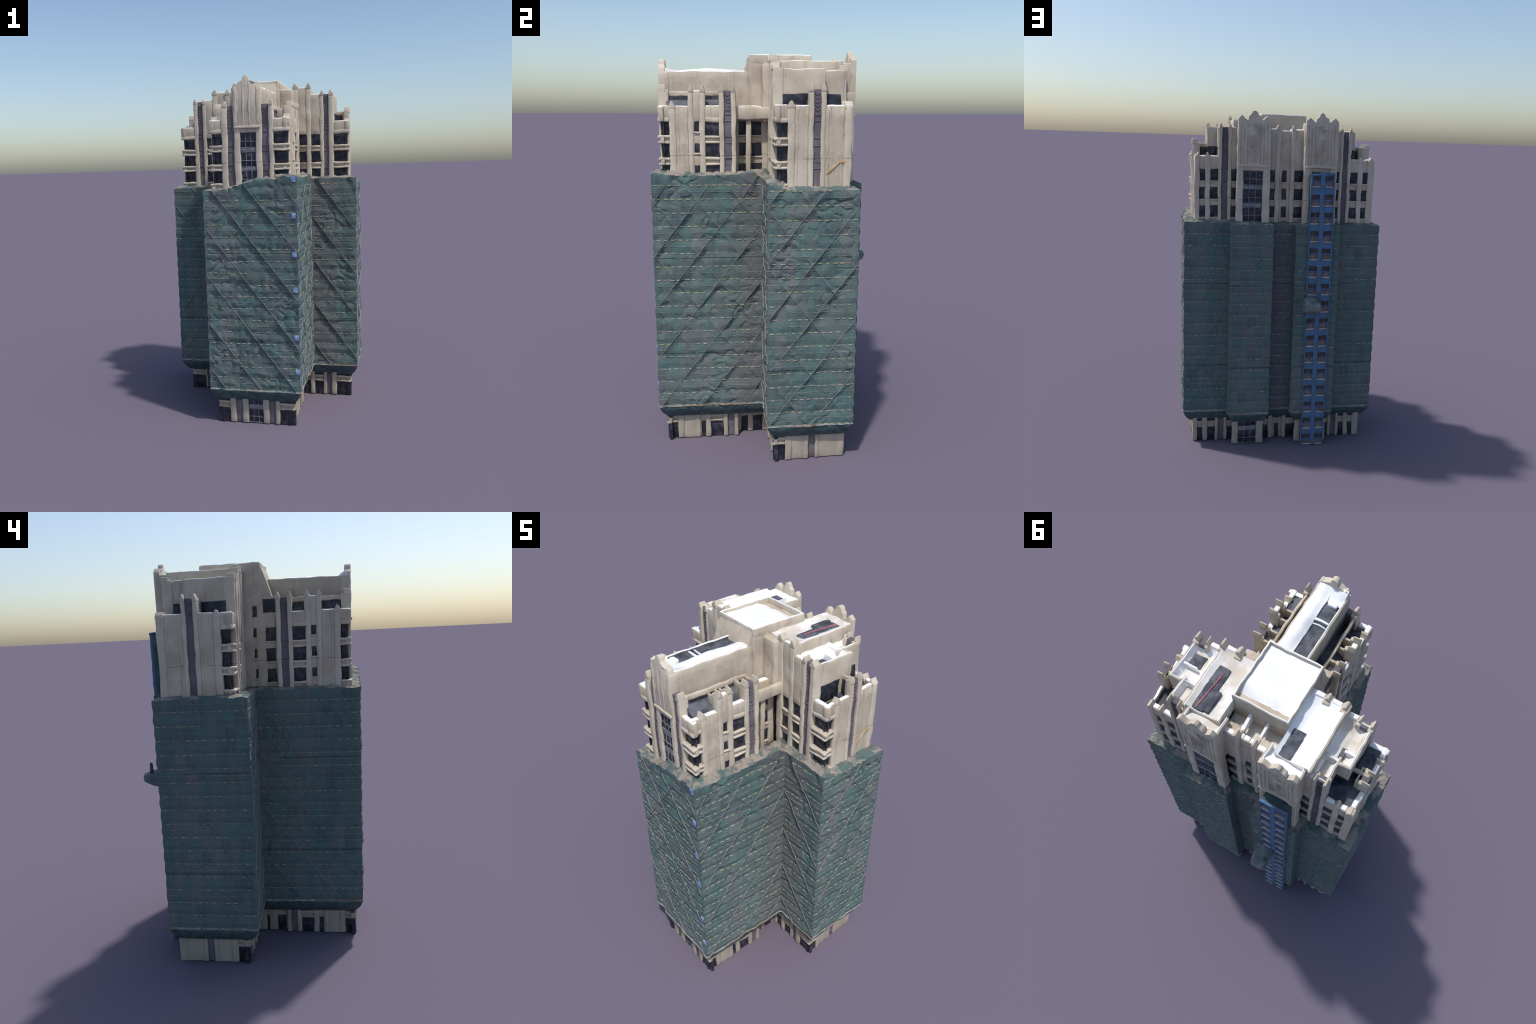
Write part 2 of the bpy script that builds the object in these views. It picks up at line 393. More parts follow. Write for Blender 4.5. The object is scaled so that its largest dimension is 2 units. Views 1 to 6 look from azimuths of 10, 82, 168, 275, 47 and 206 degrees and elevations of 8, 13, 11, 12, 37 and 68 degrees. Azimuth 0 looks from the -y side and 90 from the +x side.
def facade(face, cols, z0, tops, upper, target, group):
    if not upper:
        face = Face(face.axis, 0.205 if face is NOTCH_R else -0.176 if face is LEFT_STEM else face.at + face.out * (0.006 if face.axis == 'q' else 0.0), face.out)
    for u0, u1, kind, top, fin in cols:
        ztop = top if upper else 0.205
        if kind == 'pier':
            back = -0.045 if (upper and top > LOW + 0.02) else -0.024
            piece('pilaster', CREAM_TRIM if upper else BASE_CREAM, group,
                  lambda m: face.box(m, u0, u1, back, 0.004, z0, ztop, r=0.0045))
            if upper and fin:
                finial(face, 0.5 * (u0 + u1), (u1 - u0) * 0.98, fin, 0.03)
        elif kind == 'strip':
            back = -0.040 if upper else -0.024
            piece('accent_strip', STRIP, group, lambda m: face.box(m, u0 - 0.002, u1 + 0.002, back, -0.007, z0, ztop, r=0.002))
            if upper:
                def bands(m):
                    for zb in (1.695, 1.668, 1.592, 1.560, 1.487, 1.455):
                        face.box(m, u0, u1, -0.010, -0.0045, zb - 0.003, zb + 0.003, r=0.001)
                    z = 1.71
                    while z < ztop - 0.02:      # arrowheads up the top of the strip
                        uc, h = 0.5 * (u0 + u1), 0.36 * (u1 - u0)
                        for s in (-1, 1):
                            m.prism([(uc, z), (uc, z + 0.005), (uc + s * h, z + 0.014), (uc + s * h, z + 0.009)], face.p3, -0.010, -0.0045)
                        z += 0.017
                piece('strip_band', STRIP, group, bands)
        elif kind == 'wall':
            face.box(target, u0 - 0.002, u1 + 0.002, -0.024, 0.0, z0, ztop, r=0.003)
            if upper:
                coping.append((face, u0, u1, ztop))
            if upper and u1 - u0 > 0.05:       # shallow upright fluting on the blank walls
                for f in (0.14, 0.86):
                    u = u0 + f * (u1 - u0)
                    face.box(target, u - 0.006, u + 0.006, -0.004, 0.002, z0, ztop - 0.012, r=0.002)
        else:                                   # a column of windows
            if kind == 'small':
                spans = [(t - 0.046, t) for t in tops]
                inset = 0.004
            elif kind == 'bay':
                spans, inset = [(t - 0.083, t) for t in tops], 0.0
            else:
                spans, inset = [(t - 0.066, t) for t in tops], 0.0
            if not upper:
                spans = [(a if a > 0.06 else 0.003, b) for a, b in spans]
            for a, b in spans:
                # wrap-round corner windows sit deep behind their balcony slabs
                w0 = u0 + (0.014 if upper and (u0 < -0.530 or u0 in (-0.187, -0.002)) and kind == 'balcony' else 0)
                w1 = u1 - (0.014 if upper and (u1 > 0.540 or u1 == 0.264) and kind == 'balcony' else 0)
                sink = 0.012 if (w0 > u0 or w1 < u1) else 0.0
                window(face, w0 + inset, w1 - inset, a, b, group, panes=3 if kind == 'bay' else 0, sink=sink)
            edges = [ztop] + [z for a, b in sorted(spans, reverse=True) for z in (b, a)] + [z0]
            for k in range(0, len(edges), 2):
                hi_, lo_ = edges[k], edges[k + 1]
                if hi_ - lo_ < 0.004:
                    continue
                if k == 0 and upper:            # parapet or wall above the top window
                    face.box(target, u0 - 0.002, u1 + 0.002, -0.024, 0.001, lo_, hi_, r=0.004)
                    coping.append((face, u0, u1, hi_))
                    if kind == 'balcony' and hi_ < LOW + 0.1:
                        piece('ledge', CREAM_TRIM, group, lambda m: face.box(m, u0 - 0.001, u1 + 0.001, -0.02, 0.005, lo_ - 0.002, lo_ + 0.020, r=0.005))
                elif kind == 'balcony':         # double-lipped balcony band
                    def band(m):
                        face.box(m, u0, u1, -0.024, -0.006, lo_, hi_, r=0.002)
                        face.box(m, u0 - 0.001, u1 + 0.001, -0.02, 0.006, hi_ - 0.013, hi_, r=0.004)
                        face.box(m, u0 - 0.001, u1 + 0.001, -0.02, 0.005, max(lo_, hi_ - 0.04), max(lo_, hi_ - 0.04) + 0.011, r=0.004)
                    piece('spandrel', CREAM_TRIM if upper else BASE_CREAM, group, band)
                elif kind == 'bay':
                    piece('spandrel', FRAME, group, lambda m: face.box(m, u0, u1, -0.02, -0.004, lo_, hi_, r=0.003))
                else:
                    def plainband(m):
                        face.box(m, u0, u1, -0.024, -0.003, lo_, hi_, r=0.002)
                        face.box(m, u0, u1, -0.02, 0.004, hi_ - 0.008, hi_, r=0.002)
                    piece('spandrel', CREAM if upper else BASE_CREAM, group, plainband)
            if kind == 'small':                 # solid cheeks beside a narrow window
                face.box(target, u0 - 0.002, u0 + inset, -0.024, 0.0, z0, ztop, r=0.002)
                face.box(target, u1 - inset, u1 + 0.002, -0.024, 0.0, z0, ztop, r=0.002)


for face, cols in LAYOUT:
    facade(face, cols, 1.30, TOPS, True, walls, 'crown')
    facade(face, cols, 0.0, BASE_TOPS, False, base, 'base')

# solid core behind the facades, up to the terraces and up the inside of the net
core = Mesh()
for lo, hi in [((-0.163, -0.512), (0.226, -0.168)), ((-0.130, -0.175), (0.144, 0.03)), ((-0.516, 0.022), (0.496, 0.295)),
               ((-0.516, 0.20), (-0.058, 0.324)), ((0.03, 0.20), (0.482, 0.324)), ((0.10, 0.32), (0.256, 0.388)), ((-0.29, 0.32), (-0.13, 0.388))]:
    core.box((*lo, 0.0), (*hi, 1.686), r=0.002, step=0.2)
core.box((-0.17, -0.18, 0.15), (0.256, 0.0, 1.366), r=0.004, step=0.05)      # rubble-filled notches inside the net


# bridge slab that closes the right-hand notch at terrace level
walls.box((0.200, -0.17, 1.672), (0.222, 0.0, 1.730), r=0.006)
walls.box((0.11, -0.17, 1.672), (0.199, 0.0, 1.692), r=0.006)
walls.box((0.186, -0.112, 1.30), (0.206, -0.088, 1.69), r=0.004)
walls.box((-0.159, -0.172, 1.66), (-0.10, 0.012, 1.815), r=0.004)
walls.box((-0.153, -0.088, 1.66), (-0.10, 0.012, 1.93), r=0.004)

# ------------------------------------------------------------------ roofs and crown blocks
roof_white, roof_cream, deck, lining = Mesh(), Mesh(), Mesh(), Mesh()
for face, u0, u1, z in coping:
    face.box(lining, u0 + 0.002, u1 - 0.002, -0.025, -0.003, z - 0.012, z + 0.003, r=0.003)


def tub(p0, p1, q0, q1, ztop, zfloor, t=0.013, z0=1.66, floor=None, sides='lrfb'):
    """a parapeted block: four walls round a lower roof"""
    h = 0.55 * t
    for k, (a, b, c, d, x, y) in {'l': (p0, p0 + t, q0, q1, 1, 0), 'r': (p1, p1 - t, q0, q1, 1, 0),
                                  'f': (p0 + 0.001, p1 - 0.001, q0 + 0.001, q0 + t, 0, 1), 'b': (p0 + 0.001, p1 - 0.001, q1 - 0.001, q1 - t, 0, 1)}.items():
        if k not in sides:
            continue
        if x:
            m = a + (b - a) * 0.55
            walls.box((a, c, z0), (m, d, ztop - 0.002), r=0.003)
            lining.box((m, c + 0.002, zfloor - 0.03), (b, d - 0.002, ztop), r=0.002)
        else:
            m = c + (d - c) * 0.55
            walls.box((a, c, z0), (b, m, ztop - 0.002), r=0.003)
            lining.box((a + 0.002, m, zfloor - 0.03), (b - 0.002, d, ztop), r=0.002)
    if floor is not None:
        floor.box((p0 + t * 0.6, q0 + t * 0.6, z0 + 0.004), (p1 - t * 0.6, q1 - t * 0.6, zfloor), r=0.002, step=0.03)


def slope(m, p0, p1, q0, q1, zfun, zb):
    """roof surface with a shaped top"""
    def sh(v):
        if v[2] > zb + 0.02:
            return Vector((v[0], v[1], zfun(v[0], v[1])))
        return v
    m.box((p0, q0, zb), (p1, q1, zb + 0.05), r=0.001, step=0.02, shape=sh)


# terraces at the low parapet level; the stem's rise towards the tall block behind the beams
for lo, hi, z in [((0.29, 0.012), (0.520, 0.150), 1.668), ((0.29, 0.150), (0.520, 0.336), 1.712), ((-0.524, 0.012), (-0.29, 0.336), 1.730), ((-0.12, -0.17), (0.12, 0.01), 1.72)]:
    deck.box((*lo, 1.645), (*hi, z), r=0.002, step=0.05)
for a, b in ((0.11, 0.232), (-0.166, -0.07)):
    deck.box((a, -0.520, 1.645), (b, -0.495, 1.722), r=0.002, step=0.05)
slope(deck, 0.095, 0.230, -0.500, -0.172, lambda p, q: 1.724 + 0.050 * min(max((0.225 - p) / 0.075, 0), 1), 1.67)
slope(deck, -0.166, -0.045, -0.500, -0.172, lambda p, q: 1.714 + 0.050 * min(max((p + 0.160) / 0.060, 0), 1) * min(max((q + 0.42) / 0.08, 0), 1), 1.67)
def bowl(m, rect, zlow, ztop, w, zb, tilt=None, open_back=False):
    """roof that sweeps softly up into its parapets"""
    p0, p1, q0, q1 = rect
    def zf(p, q):
        d = min(p - p0, p1 - p, q - q0, 9 if open_back else q1 - q)
        t = max(0.0, 1 - d / w)
        z = zlow + (ztop - zlow) * t * t
        return z + (tilt(p, q) if tilt else 0.0) * (1 - t)
    slope(m, p0, p1, q0, q1, zf, zb)

# stem: tall narrow roof block with its sunken deck
tub(-0.056, 0.108, -0.528, -0.08, 1.906, 1.891, floor=deck, sides='lr')
def stem_floor(p, q):
    t = min(max((p - 0.030) / 0.03, 0), 1)
    hump = max(0.0, 1 - abs(q + 0.29) / 0.17)
    e = min(max((-0.44 - q) / 0.07, 0), 1)
    side = math.sin(math.pi * min(max((p - 0.026) / 0.072, 0), 1))
    return 1.898 + 0.012 * t + 0.014 * hump * side + 0.012 * e
slope(roof_white, 0.026, 0.098, -0.51, -0.08, stem_floor, 1.86)
deck.box((-0.0435, -0.45, 1.87), (-0.0405, -0.09, 1.9015), r=0.001)
slope(roof_white, -0.046, 0.098, -0.522, -0.445, lambda p, q: 1.892 + 0.035 * min(max((-0.455 - q) / 0.06, 0), 1), 1.86)
roof_white.box((-0.03, -0.452, 1.87), (0.012, -0.425, 1.906), r=0.005)
for q, w in ((-0.345, 0.012), (-0.315, 0.006)):
    roof_white.box((-0.044, q, 1.87), (0.03, q + w, 1.897), r=0.002)

# wings: high blocks, mid blocks
tub(0.115, 0.290, 0.010, 0.345, HIGH, 1.89, floor=roof_cream, sides='rf')
tub(-0.324, -0.148, 0.010, 0.345, HIGH, 1.89, floor=roof_cream, sides='lf')
bowl(roof_cream, (0.112, 0.279, 0.02, 0.336), 1.928, 1.946, 0.07, 1.87, open_back=True)
up = lambda p, q: 1.908 + 0.030 * min(max((q - 0.335) / 0.06, 0), 1)
slope(roof_cream, 0.098, 0.258, 0.325, 0.40, up, 1.87)
slope(roof_white, -0.292, -0.128, 0.325, 0.40, up, 1.87)
bowl(roof_white, (-0.314, -0.150, 0.02, 0.336), 1.924, 1.944, 0.06, 1.87, lambda p, q: 0.028 * min(max((-0.20 - p) / 0.08, 0), 1), open_back=True)
deck.box((0.196, 0.10, 1.87), (0.256, 0.330, 1.936), r=0.002)
deck.box((0.172, 0.215, 1.87), (0.195, 0.325, 1.942), r=0.002)
deck.box((-0.230, 0.20, 1.87), (-0.165, 0.335, 1.934), r=0.002)
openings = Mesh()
for s, p_in, p_mid, p_out in ((1, 0.282, 0.378, 0.436), (-1, -0.316, -0.398, -0.452)):
    lo, hi = sorted((p_in, p_out)); l2, h2 = sorted((p_in, p_mid))
    tub(lo, hi, 0.012, 0.236, 1.899, 1.86, floor=roof_cream, sides=('rf' if s > 0 else 'lf'))
    tub(l2, h2, 0.20, 0.340, 1.897, 1.86, floor=roof_cream, sides=('rb' if s > 0 else 'lb'))
    walls.box((p_mid - 0.004 * s, 0.224, 1.66), (p_out, 0.237, 1.899), r=0.004)
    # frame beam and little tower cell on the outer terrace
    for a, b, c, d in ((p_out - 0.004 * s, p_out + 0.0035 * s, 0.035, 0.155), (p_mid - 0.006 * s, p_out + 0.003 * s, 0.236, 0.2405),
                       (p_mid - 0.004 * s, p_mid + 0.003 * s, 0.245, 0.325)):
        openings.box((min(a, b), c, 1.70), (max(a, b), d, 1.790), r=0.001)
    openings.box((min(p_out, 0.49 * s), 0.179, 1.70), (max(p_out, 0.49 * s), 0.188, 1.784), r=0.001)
    beam = sorted((p_out - 0.01 * s, 0.525 * s))
    walls.box((beam[0], 0.176, 1.782), (beam[1], 0.190, 1.806), r=0.003)
    cell = sorted((0.480 * s, 0.524 * s))
    walls.box((cell[0], 0.158, 1.69), (cell[0] + 0.010, 0.226, 1.802), r=0.003) if s > 0 else walls.box((cell[1] - 0.010, 0.158, 1.69), (cell[1], 0.226, 1.802), r=0.003)
    walls.box((cell[0], 0.156, 1.69), (cell[1], 0.167, 1.803), r=0.003)
    walls.box((cell[0], 0.217, 1.69), (cell[1], 0.228, 1.803), r=0.003)
    roof_cream.box((cell[0] + 0.004, 0.16, 1.69), (cell[1] - 0.004, 0.224, 1.745), r=0.002)
bowl(roof_white, (0.286, 0.426, 0.022, 0.226), 1.856, 1.898, 0.04, 1.83, lambda p, q: 0.020 * min(max((0.34 - p) / 0.05, 0), 1))
bowl(roof_cream, (-0.442, -0.318, 0.022, 0.226), 1.856, 1.898, 0.04, 1.83, lambda p, q: 0.028 * min(max((p + 0.40) / 0.08, 0), 1))
bowl(roof_white, (0.286, 0.372, 0.21, 0.332), 1.845, 1.890, 0.04, 1.83)
bowl(roof_white, (-0.392, -0.318, 0.21, 0.332), 1.845, 1.890, 0.04, 1.83)
deck.box((0.345, 0.07, 1.83), (0.410, 0.135, 1.866), r=0.002)
deck.box((-0.40, 0.15, 1.83), (-0.375, 0.20, 1.876), r=0.002)
roof_white.box((0.35, 0.14, 1.83), (0.425, 0.150, 1.888), r=0.002)
roof_white.box((-0.44, 0.16, 1.83), (-0.39, 0.172, 1.892), r=0.002)

# rear bays and the link between them
for a, b in ((0.086, 0.270), (-0.304, -0.116)):
    tub(a, b, 0.30, 0.402, 1.936, 1.895, floor=roof_white, sides='lr')
tub(-0.148, 0.12, 0.20, 0.330, 1.896, 1.835, floor=roof_cream, sides='')
for a, b in ((0.016, 0.092), (-0.124, -0.044)):
    walls.box((a, 0.290, 1.66), (b, 0.342, 1.893), r=0.004)
walls.box((-0.046, 0.318, 1.66), (0.022, 0.335, 1.888), r=0.004)
fins = Mesh()
for u0, u1, w in ((0.018, 0.034, 1), (-0.064, -0.052, 0)):
    fins.prism([(0.222, 1.86), (0.222, 1.905), (0.33, 1.888), (0.33, 1.86)], lambda u, d, z: Vector((d, u, z)), u0, u1)

# pergola beams beside the tall stem roof
for u in (0.150, -0.112):
    walls.box((u, -0.515, 1.783), (u + 0.013, -0.170, 1.807), r=0.003)
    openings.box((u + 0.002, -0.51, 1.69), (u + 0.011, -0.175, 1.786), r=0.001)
# cells behind the side pylons of the stem
for lo, hi in ((0.166, 0.240), (-0.156, -0.105)):
    for q0, q1, zt, zf in ((-0.242, -0.170, 1.804, 1.76), (-0.386, -0.318, 1.79, 1.735)):
        walls.box((lo, q0, 1.69), (hi, q0 + 0.012, zt), r=0.003)
        walls.box((lo, q1 - 0.012, 1.69), (hi, q1, zt), r=0.003)
        roof_cream.box((lo, q0 + 0.004, 1.69), (hi, q1 - 0.004, zf), r=0.003)

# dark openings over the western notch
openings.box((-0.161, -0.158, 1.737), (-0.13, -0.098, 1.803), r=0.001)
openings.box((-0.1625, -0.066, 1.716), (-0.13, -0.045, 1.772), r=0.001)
# flared web where the penthouse meets the stem
walls.prism([(-0.086, 1.972), (-0.105, 1.93), (-0.122, 1.88), (-0.142, 1.82), (-0.156, 1.745), (-0.156, 1.69), (-0.08, 1.69)],
            lambda u, d, z: Vector((d, u, z)), -0.140, 0.108)
walls.prism([(-0.060, 1.965), (-0.086, 1.950), (-0.105, 1.90), (-0.128, 1.842), (-0.152, 1.806), (-0.152, 1.70), (-0.06, 1.70)],
            lambda u, d, z: Vector((d, u, z)), -0.154, -0.10)
# penthouse
pent, pent_roof = Mesh(), Mesh()
pent.box((-0.150, -0.090, 1.66), (0.118, 0.222, 1.955), r=0.005)
for lo, hi in (((-0.150, -0.090), (-0.138, 0.222)), ((0.106, -0.090), (0.118, 0.222)), ((-0.149, -0.089), (0.117, -0.077)), ((-0.149, 0.210), (0.117, 0.221))):
    pent.box((*lo, 1.94), (*hi, 1.984), r=0.004)
for a, b in (((-0.147, -0.087), (-0.140, 0.219)), ((0.108, -0.087), (0.115, 0.219)), ((-0.146, -0.086), (0.114, -0.079)), ((-0.146, 0.212), (0.114, 0.218))):
    pent_roof.box((*a, 1.975), (*b, 1.9865), r=0.002)
def pz(p, q):
    return 1.970 - 0.022 * min(max((q - 0.14) / 0.06, 0), 1)
slope(pent_roof, -0.139, 0.107, -0.078, 0.216, pz, 1.93)
# corner shafts between the penthouse and the front faces of the wings
walls.box((0.10, -0.030, 1.66), (0.195, 0.03, 1.938), r=0.006)
walls.box((-0.21, 0.0, 1.66), (-0.13, 0.03, 1.938), r=0.006)

# ------------------------------------------------------------------ gables with ornament
def gable(face, u0, u1, profile, zpanel, d_back):
    m = Mesh()
    m.prism([(u0, zpanel), (u1, zpanel)] + profile, face.p3, 0.006, d_back)
    ribs = Mesh()
    w = u1 - u0
    for k in range(9):
        f = 0.10 + 0.80 * k / 8
        if k in (3, 5):
            continue
        u = u0 + f * w
        face.box(ribs, u - 0.0030, u + 0.0030, 0.004, 0.0074, zpanel + 0.012, 1.925 - 0.018 * (k % 2), r=0.001, step=0.06)
    chev = Mesh()
    for f in (0.40, 0.60):
        uc, h, z = u0 + f * w, 0.058 * w, zpanel + 0.02
        while z < 1.92:
            for s in (-1, 1):
                chev.prism([(uc, z), (uc, z + 0.0055), (uc + s * h, z + 0.0145), (uc + s * h, z + 0.009)], face.p3, 0.004, 0.0076)
            z += 0.0165
    lintel = Mesh()
    face.box(lintel, u0 + 0.02 * w, u1 - 0.02 * w, -0.02, 0.012, zpanel - 0.006, zpanel + 0.006, r=0.002)
    return m, ribs, chev, lintel


def bay_profile(c, w):
    """skyline of a rear gable, right to left: two horned shoulders and a stepped peak"""
    s = w / 0.187
    pts = [(-0.092, 1.946), (-0.073, 1.968), (-0.060, 1.958), (-0.042, 1.940), (-0.036, 1.966), (-0.018, 1.974), (-0.012, 1.990), (0.0, 1.998),
           (0.013, 1.990), (0.020, 1.974), (0.034, 1.964), (0.038, 1.940), (0.056, 1.952), (0.072, 1.970), (0.093, 1.950)]
    return [(c + a * s, z) for a, z in reversed(pts)]

FRONT_PROFILE = [(0.109, 1.904), (0.103, 1.921), (0.095, 1.932), (0.087, 1.927), (0.072, 1.931), (0.050, 1.939), (0.046, 1.957), (0.040, 1.964), (0.031, 1.968),
                 (0.021, 1.964), (0.014, 1.957), (0.010, 1.938), (-0.008, 1.931), (-0.026, 1.921), (-0.036, 1.929), (-0.043, 1.920), (-0.048, 1.904)]
gables = [gable(BAY, 0.085, 0.271, bay_profile(0.178, 0.186), 1.69, -0.022),
          gable(BAY, -0.304, -0.115, bay_profile(-0.2095, 0.187), 1.69, -0.022),
          gable(FRONT_STEM, -0.047, 0.108, FRONT_PROFILE, 1.69, -0.026)]

# ------------------------------------------------------------------ make the masonry
tower = walls.make('tower_wall', CREAM)
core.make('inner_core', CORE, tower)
basement = base.make('base_wall', BASE_CREAM)
groups = {'crown': tower, 'base': basement}
for name, m, mat, g, kw in pieces:
    m.make(name, mat, groups[g], **kw)
lining.make('parapet_coping', ROOF_WHITE, tower, kind='stuff')
roof_white.make('roof_membrane', ROOF_WHITE, tower, kind='stuff')
roof_cream.make('roof_screed', ROOF_CREAM, tower, kind='stuff')
deck.make('terrace_deck', DECK_DARK, tower, kind='stuff')
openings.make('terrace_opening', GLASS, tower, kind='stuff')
fins.make('roof_fin_wall', ROOF_WHITE, tower, bevel=0.002)
ph = pent.make('penthouse', CREAM)
pent_roof.make('penthouse_roof', ROOF_WHITE, ph)
for gi, (m, ribs, chev, lintel) in enumerate(gables):
    g = m.make('gable', CREAM_TRIM, bevel=0.003)
    if gi == 2:                                 # the front gable is worn: a few soft ribs only
        soft = Mesh()
        for u, h in ((-0.034, 0.008), (0.012, 0.004), (0.046, 0.004), (0.094, 0.009)):
            FRONT_STEM.box(soft, u - h, u + h, 0.0, 0.0069, 1.70, 1.905 + 0.03 * (0.0 < u < 0.06), r=0.0016)
        soft.make('gable_rib', CREAM_TRIM, g, kind='stuff')
    else:
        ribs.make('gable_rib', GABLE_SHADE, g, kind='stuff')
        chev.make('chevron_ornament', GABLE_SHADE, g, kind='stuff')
    lintel.make('lintel', CREAM_TRIM, g)
rail = Mesh()
for a, b in (((0.218, 0.13, 1.936), (0.236, 0.325, 1.936)),):
    a, b = Vector(a), Vector(b)
    side = (b - a).cross(Vector((0, 0, 1))).normalized() * 0.002
    up = Vector((0, 0, 0.004))
    rail.v += [tuple(x) for x in (a - side, a + side, a + side + up, a - side + up, b - side, b + side, b + side + up, b - side + up)]
    o = len(rail.v) - 8
    rail.f += [tuple(o + i for i in f) for f in ((0, 1, 2, 3), (7, 6, 5, 4), (0, 4, 5, 1), (1, 5, 6, 2), (2, 6, 7, 3), (3, 7, 4, 0))]
    rail.mi += [0] * 6
rail.make('roof_rail', PINK, tower)
strap = Mesh()
pts = [(0.236, 1.430), (0.262, 1.456), (0.297, 1.484), (0.318, 1.487), (0.340, 1.482)]
rows = []
for k, (u, z) in enumerate(pts):
    t = 0.005 + 0.004 * (k % 2)
    rows.append([RIGHT_WING.p3(u, d, z + h) for d, h in ((-0.002, -t), (0.003, -t), (0.005, 0), (0.003, t), (-0.002, t), (-0.002, -t))])
strap.grid(rows)
strap.make('orange_strap', ORANGE, tower)

# ------------------------------------------------------------------ scaffold netting
PITCH = 0.0675           # height of one lift
ROW0 = 1.362             # topmost toe-board row
NET_LOW, NET_RIM = 0.134, 0.213

# corners of the wrapped plan, anticlockwise, then for each side: lattice (u of a crossing at z=1.285, half period) and fold depth
PLAN = [(-0.224, -0.578), (0.303, -0.578), (0.303, -0.038), (0.575, -0.038), (0.565, 0.386), (0.305, 0.386), (0.303, 0.451), (0.057, 0.451),
        (0.057, 0.386), (-0.075, 0.386), (-0.075, 0.452), (-0.333, 0.452), (-0.333, 0.386), (-0.588, 0.386), (-0.588, -0.062), (-0.229, -0.052)]
LATTICE = [(-0.119, 0.1025, -1, 1.0), (-0.360, 0.105, 1, 1.0), (0.416, 0.10, -1, 0.9), (0.170, 0.106, 1, 1.0), (0.395, 0.090, 1, 0.3), (0, 0, 1, 0.2),
           (0.230, 0.087, 1, 0.3), (0, 0, 1, 0.2), (0.0, 0.11, 1, 0.2), (0, 0, 1, 0.2), (-0.245, 0.087, 1, 0.3), (0, 0, 1, 0.2),
           (-0.430, 0.085, 1, 0.3), (0.165, 0.106, 1, 0.3), (-0.416, 0.10, -1, 0.4), (-0.270, 0.102, 1, 0.3)]


def net_top(p, q):
    """the sheet is tied higher round the stem than round the wings"""
    s = min(max((0.02 - q) / 0.10, 0), 1)
    z = 1.352 + 0.010 * min(max((p + 0.1) / 0.3, 0), 1) + 0.045 * s * min(max((p + 0.12) / 0.2, 0), 1)
    z += 0.012 * s * min(max((abs(q + 0.33) - 0.1) / 0.15, 0), 1) * (p > 0.2)
    return z + 0.006 * noise.noise(Vector((p * 22, q * 22, 1.7))) + 0.006 * noise.noise(Vector((p * 60, q * 60, 4.0)))


def pleat(z):
    """common in-and-out of the sheet, lift by lift, and the skirt tucked in under the last lift"""
    f = ((ROW0 - z) / PITCH) % 1.0
    b = 0.0026 * (math.sin(math.pi * f) - 0.4)
    b += 0.002 * noise.noise(Vector((0.3, 8.1, z * 30)))
    if z < NET_RIM:
        b -= 0.041 * ((NET_RIM - z) / (NET_RIM - NET_LOW)) ** 1.7
    return b


def folds(side, u, z):
    ua, half, sgn, amp = LATTICE[side]
    P = Vector((u * 1.0 + side * 3.7, side * 1.3, z))
    d = 0.0035 * amp * noise.noise(P * 14) + (0.0022 + 0.0014 * amp) * noise.noise(P * 34)
    cr = abs(noise.noise(P * 22 + Vector((5, 2, 9))))
    d -= (0.003 + 0.003 * amp) * max(0.0, 0.22 - cr) / 0.22 * (0.5 + noise.noise(P * 6))
    if half:
        k = 0.135 / half
        w = (z - 1.285) - sgn * k * (u - ua)
        f = (w / 0.27) % 1.0
        saw = (1 - f / 0.86) if f < 0.86 else (f - 0.86) / 0.14
        patch = min(1.0, max(0.06, 0.5 + 1.9 * noise.noise(P * 8 + Vector((1, 1, 4)))))
        d += 0.0105 * amp * (saw - 0.6) * patch
        w2 = (z - 1.285) + sgn * k * (u - ua)
        g = abs(((w2 / 0.27 + 0.5) % 1.0) - 0.5)
        d += 0.004 * max(0.0, 1 - g / 0.10) * max(0.15, amp)
    return d


class Side:
    def __init__(self, i):
        a, b = Vector(PLAN[i]), Vector(PLAN[(i + 1) % len(PLAN)])
        self.i, self.a, self.b = i, a, b
        self.t = (b - a).normalized()
        self.n = Vector((self.t.y, -self.t.x))
        self.len = (b - a).length
        self.ax = 0 if abs(self.t.x) > abs(self.t.y) else 1
    def u(self, s):
        return (self.a + self.t * s)[self.ax]
    def point(self, s, z, extra=None, lift=0.0):
        """s along the nominal side, z height; returns the point on the displaced sheet"""
        c = pleat(z) if extra is None else extra
        prev, nxt = SIDES[self.i - 1], SIDES[(self.i + 1) % len(SIDES)]
        m0 = (prev.n + self.n) / (1 + prev.n.dot(self.n))
        m1 = (nxt.n + self.n) / (1 + nxt.n.dot(self.n))
        s0, s1 = c * m0.dot(self.t), self.len + c * m1.dot(self.t)
        f = s / self.len
        ss = s0 + (s1 - s0) * f
        e = min(s, self.len - s)
        k = min(1.0, e / 0.022)
        d = c + (k * k * (3 - 2 * k) * folds(self.i, self.u(s), z) if extra is None else 0.0)
        if z < NET_RIM:
            d = c + (d - c) * max(0.0, (z - NET_LOW) / (NET_RIM - NET_LOW))
        w = self.a + self.t * ss + self.n * (d + lift)
        return Vector((w.x, w.y, z))

